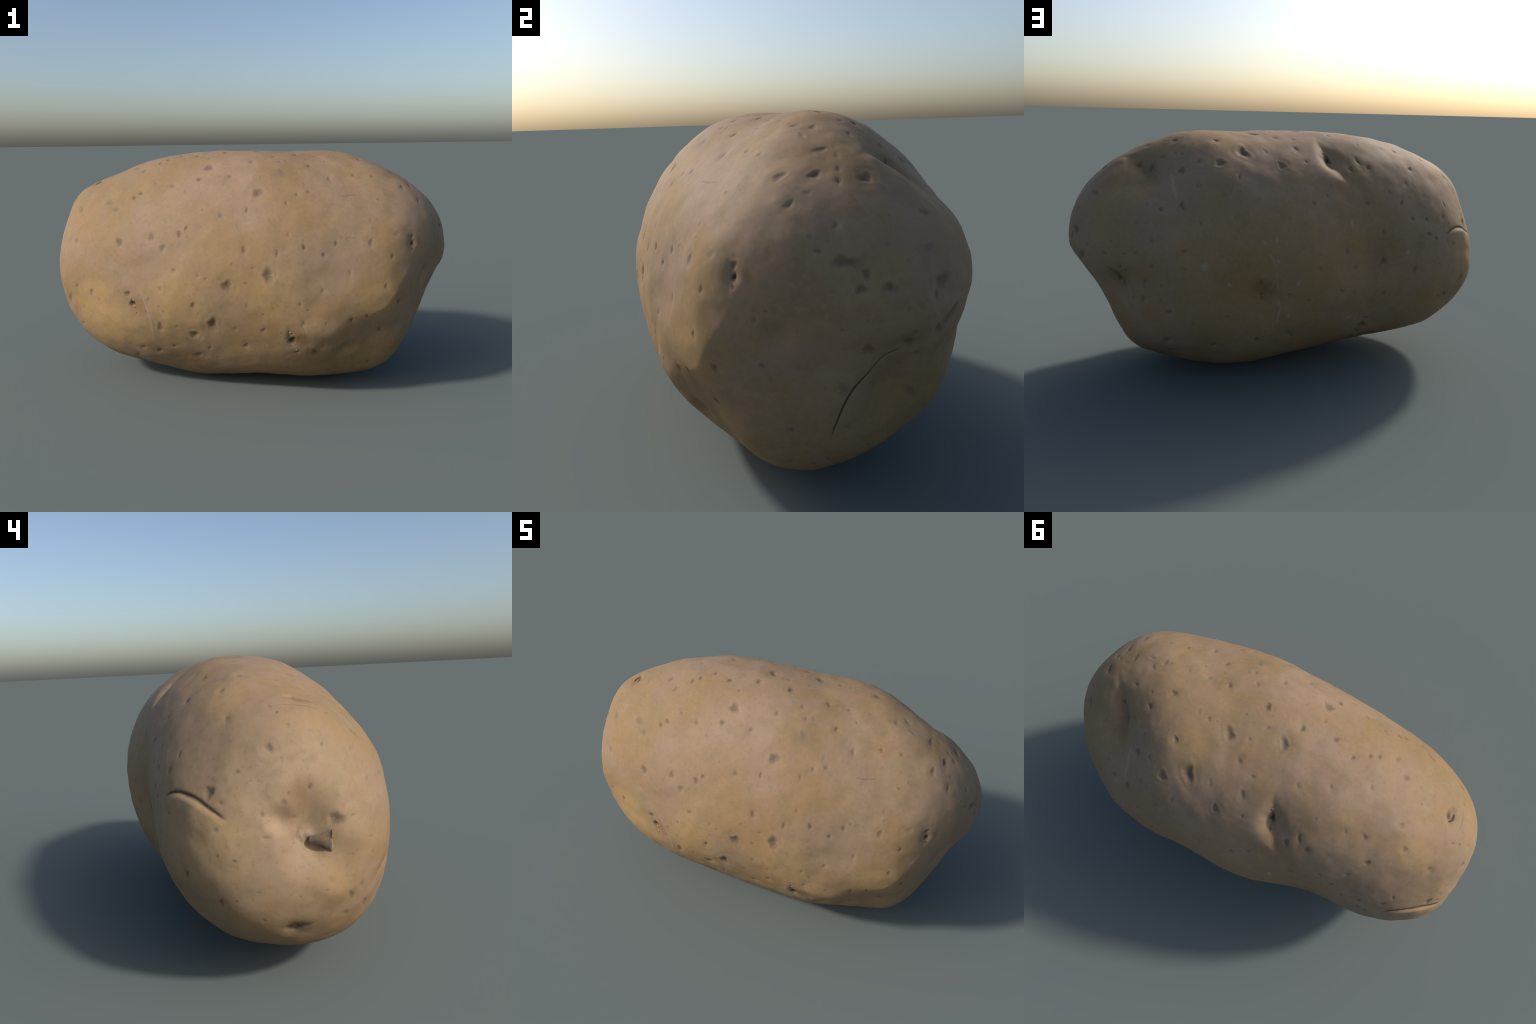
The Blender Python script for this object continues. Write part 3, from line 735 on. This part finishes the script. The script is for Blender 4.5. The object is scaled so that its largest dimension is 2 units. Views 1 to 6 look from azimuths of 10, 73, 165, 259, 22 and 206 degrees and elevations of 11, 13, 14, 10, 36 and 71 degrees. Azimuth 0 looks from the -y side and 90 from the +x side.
MATS = {
    "skin": material("potato_skin"),
    "lenticel_pale": material("lenticel_pale", CORK, 0.75, 0.4, 1.3),
    "lenticel_faint": material("lenticel_faint", GREY_BROWN, 0.30, 0.0, 1.5),
    "lenticel_soft": material("lenticel_soft", GREY_BROWN, 0.55, 0.1, 1.5, GREY_CORE),
    "lenticel_mid": material("lenticel_mid", DARK_BROWN, 0.62, 0.15, 1.55, GREY_CORE),
    "lenticel_dark": material("lenticel_dark", DARK_BROWN, 0.7, 0.15, 1.7, GREY_CORE),
    "lenticel_black": material("lenticel_black", NEAR_BLACK, 0.93, 0.3, 1.65, DARK_BROWN),
    "growth_crack": material("growth_crack", CRACK, -0.9, 0.2, 2.0),
    "brow": material("brow_line", GREY_BROWN, -0.5, 0.1, 1.4),
    "corky_streak": material("corky_streak", CORK, -0.55, 0.2, 1.7),
    "stolon_scar": material("stolon_scar", GREY_CORE, 0.6, 0.1, 1.0, CORK),
    "stolon_stub": plain_over_skin("stolon_stub", GREY_BROWN, 0.55),  # flank colour darkened for the side turned from the sun
    "stolon_end": plain_over_skin("stolon_end", CORK, 0.6),
}


def bud_material():
    m = bpy.data.materials.new("bud")
    m.use_nodes = True
    n = Nodes(m.node_tree)
    bsdf = m.node_tree.nodes["Principled BSDF"]
    o = n("TexCoord", object=potato)
    col = n.mix(n.span(n.noise(o.outputs["Object"], 120, 3, 0.6), 0.4, 0.65), BUD, OCHRE)
    n.link(col, bsdf.inputs["Base Color"])
    bsdf.inputs["Roughness"].default_value = 0.8
    bsdf.inputs["Specular IOR Level"].default_value = 0.1
    return m


# ------------------------------------------------------------------ split the surface into its parts
corner = part[QUADS]
face_part = np.where((corner == corner[:, :1]).all(1), corner[:, 0], np.where((corner > 0).all(1), corner[:, 0], 0))


def build(number, name, mat, stuff, parent):
    f = QUADS[face_part == number]
    if not len(f):
        return None
    used, inv = np.unique(f, return_inverse=True)
    f = inv.reshape(-1, 4)
    me = bpy.data.meshes.new(name)
    me.vertices.add(len(used))
    me.vertices.foreach_set("co", CO[used].astype(np.float32).ravel())
    me.loops.add(f.size)
    me.loops.foreach_set("vertex_index", f.astype(np.int32).ravel())
    me.polygons.add(len(f))
    me.polygons.foreach_set("loop_start", np.arange(0, f.size, 4, dtype=np.int32))
    if number:
        own = part[used] == number
        lay = me.uv_layers.new(name="place")
        co = np.where(own[:, None], uv[used], 5.0) + 10.0
        lay.uv.foreach_set("vector", co[f.ravel()].astype(np.float32).ravel())
    me.update(calc_edges=True)
    me.polygons.foreach_set("use_smooth", np.ones(len(f), bool))
    me.normals_split_custom_set_from_vertices(NORM[used].astype(np.float32))
    me.materials.append(MATS[mat])
    ob = bpy.data.objects.new(name, me)
    ob.parent = parent
    if stuff:
        ob["kind"] = "stuff"
    bpy.context.scene.collection.objects.link(ob)
    return ob


build(0, "skin", "skin", False, potato)
for number in range(1, len(PARTS)):
    name, mat, stuff = PARTS[number]
    build(number, name, mat, stuff, potato)

# ------------------------------------------------------------------ buds sitting in the eyes
BUD_MAT = bud_material()


def bud_mesh():
    me = bpy.data.meshes.new("bud")
    rings, seg = 10, 16
    v, f = [], []
    for k in range(rings + 1):
        a = math.pi * k / rings
        for s in range(seg):
            b = 2 * math.pi * s / seg
            lob = 1 + 0.12 * math.sin(3 * b + 2 * a) * math.sin(a)
            v.append((math.sin(a) * math.cos(b) * lob, math.sin(a) * math.sin(b) * lob, math.cos(a)))
    for k in range(rings):
        for s in range(seg):
            s2 = (s + 1) % seg
            f.append((k * seg + s, (k + 1) * seg + s, (k + 1) * seg + s2, k * seg + s2))
    me.from_pydata(v, [], f)
    me.polygons.foreach_set("use_smooth", np.ones(len(f), bool))
    me.materials.append(BUD_MAT)
    return me


bud = bud_mesh()
for al, cl, tilt, la, lb in BUDS:
    c, e1, e2, n = frame((al, cl))
    k = np.argmin(((B - c) ** 2).sum(1))
    s, n = CO[k], NORM[k]
    ca, sa = math.cos(math.radians(tilt)), math.sin(math.radians(tilt))
    x = e1 * ca + e2 * sa
    x -= n * (x @ n)
    x /= np.linalg.norm(x)
    y = np.cross(n, x)
    ob = bpy.data.objects.new("bud", bud)
    ob.parent = potato
    m = Matrix([[*r, 0] for r in np.stack([x * la, y * lb, n * lb * 0.7], 1) / 1000] + [[0, 0, 0, 1]])
    m.translation = Vector(s - n * lb * 0.00030)
    ob.matrix_world = m
    bpy.context.scene.collection.objects.link(ob)

# ------------------------------------------------------------------ broken stub of the stolon, standing in its dish
def stolon_stub():
    c, e1, e2, n = frame(STOLON["stub"])
    k = np.argmin(((B - c) ** 2).sum(1))
    c, n = CO[k], N0[k]
    right = np.array([0.0, -1.0, 0.0])
    right -= n * (n @ right)
    right /= np.linalg.norm(right)
    up = np.cross(n, right)
    wide = right * 0.85 - up * 0.70                # the flare runs down to the right
    # rings in mm: to the right, up, out of the surface, half flare, half thickness
    rings = [(-48, 3, -9, 11, 11), (-36, 2, 1, 15, 10), (-23, 1, 8, 21, 9), (-9, 0, 13, 29, 8), (3, 0, 17, 36, 7), (10, 0, 19, 40, 6), (12, 0, 20, 38, 4.6)]
    path = np.array([c + (right * x + up * y + n * z) / 1000 for x, y, z, _, _ in rings])
    tang = np.gradient(path, axis=0)
    seg, verts, faces = 40, [], []
    for k, (_, _, _, flare, thick) in enumerate(rings):
        tk = tang[k] / np.linalg.norm(tang[k])
        lw = wide - tk * (wide @ tk)
        lw /= np.linalg.norm(lw)
        th = np.cross(tk, lw)
        for s in range(seg):
            q = 2 * math.pi * s / seg
            cq, sq = math.cos(q), math.sin(q)
            p = path[k] + (lw * flare * math.copysign(abs(cq) ** 0.8, cq) + th * thick * math.copysign(abs(sq) ** 0.8, sq)) / 1000
            p = p + tk * 0.0018 * k / 6 * fractal(Vector(p) * 160, 0.8, 2.0, 2)
            p = p + 0.0011 * np.array([fractal(Vector(p) * 70 + Vector((9 * j, 0, 0)), 0.8, 2.0, 2) for j in range(3)])
            verts.append(tuple(p))
    for k in range(len(rings) - 1):
        for s in range(seg):
            s2 = (s + 1) % seg
            faces.append((k * seg + s, k * seg + s2, (k + 1) * seg + s2, (k + 1) * seg + s))
    last = (len(rings) - 1) * seg
    faces += [(last + s, last + s + 1, last + seg - 2 - s, last + seg - 1 - s) for s in range(seg // 2 - 1)]
    faces.append(tuple(range(seg - 1, -1, -1)))
    me = bpy.data.meshes.new("stolon_stub")
    me.from_pydata(verts, [], faces)
    import bmesh
    bm = bmesh.new()
    bm.from_mesh(me)
    bmesh.ops.recalc_face_normals(bm, faces=bm.faces)
    bm.to_mesh(me)
    bm.free()
    me.polygons.foreach_set("use_smooth", np.ones(len(me.polygons), bool))
    me.set_sharp_from_angle(angle=math.radians(50))
    me.materials.append(MATS["stolon_stub"])
    me.materials.append(MATS["stolon_end"])
    n_side = (len(rings) - 1) * seg
    for k in range(n_side, n_side + seg // 2 - 1):
        me.polygons[k].material_index = 1
    for k in range(n_side - 2 * seg, n_side):
        me.polygons[k].material_index = 1 if k >= n_side - seg else 0
    ob = bpy.data.objects.new("stolon_stub", me)
    ob.parent = potato
    bpy.context.scene.collection.objects.link(ob)


stolon_stub()
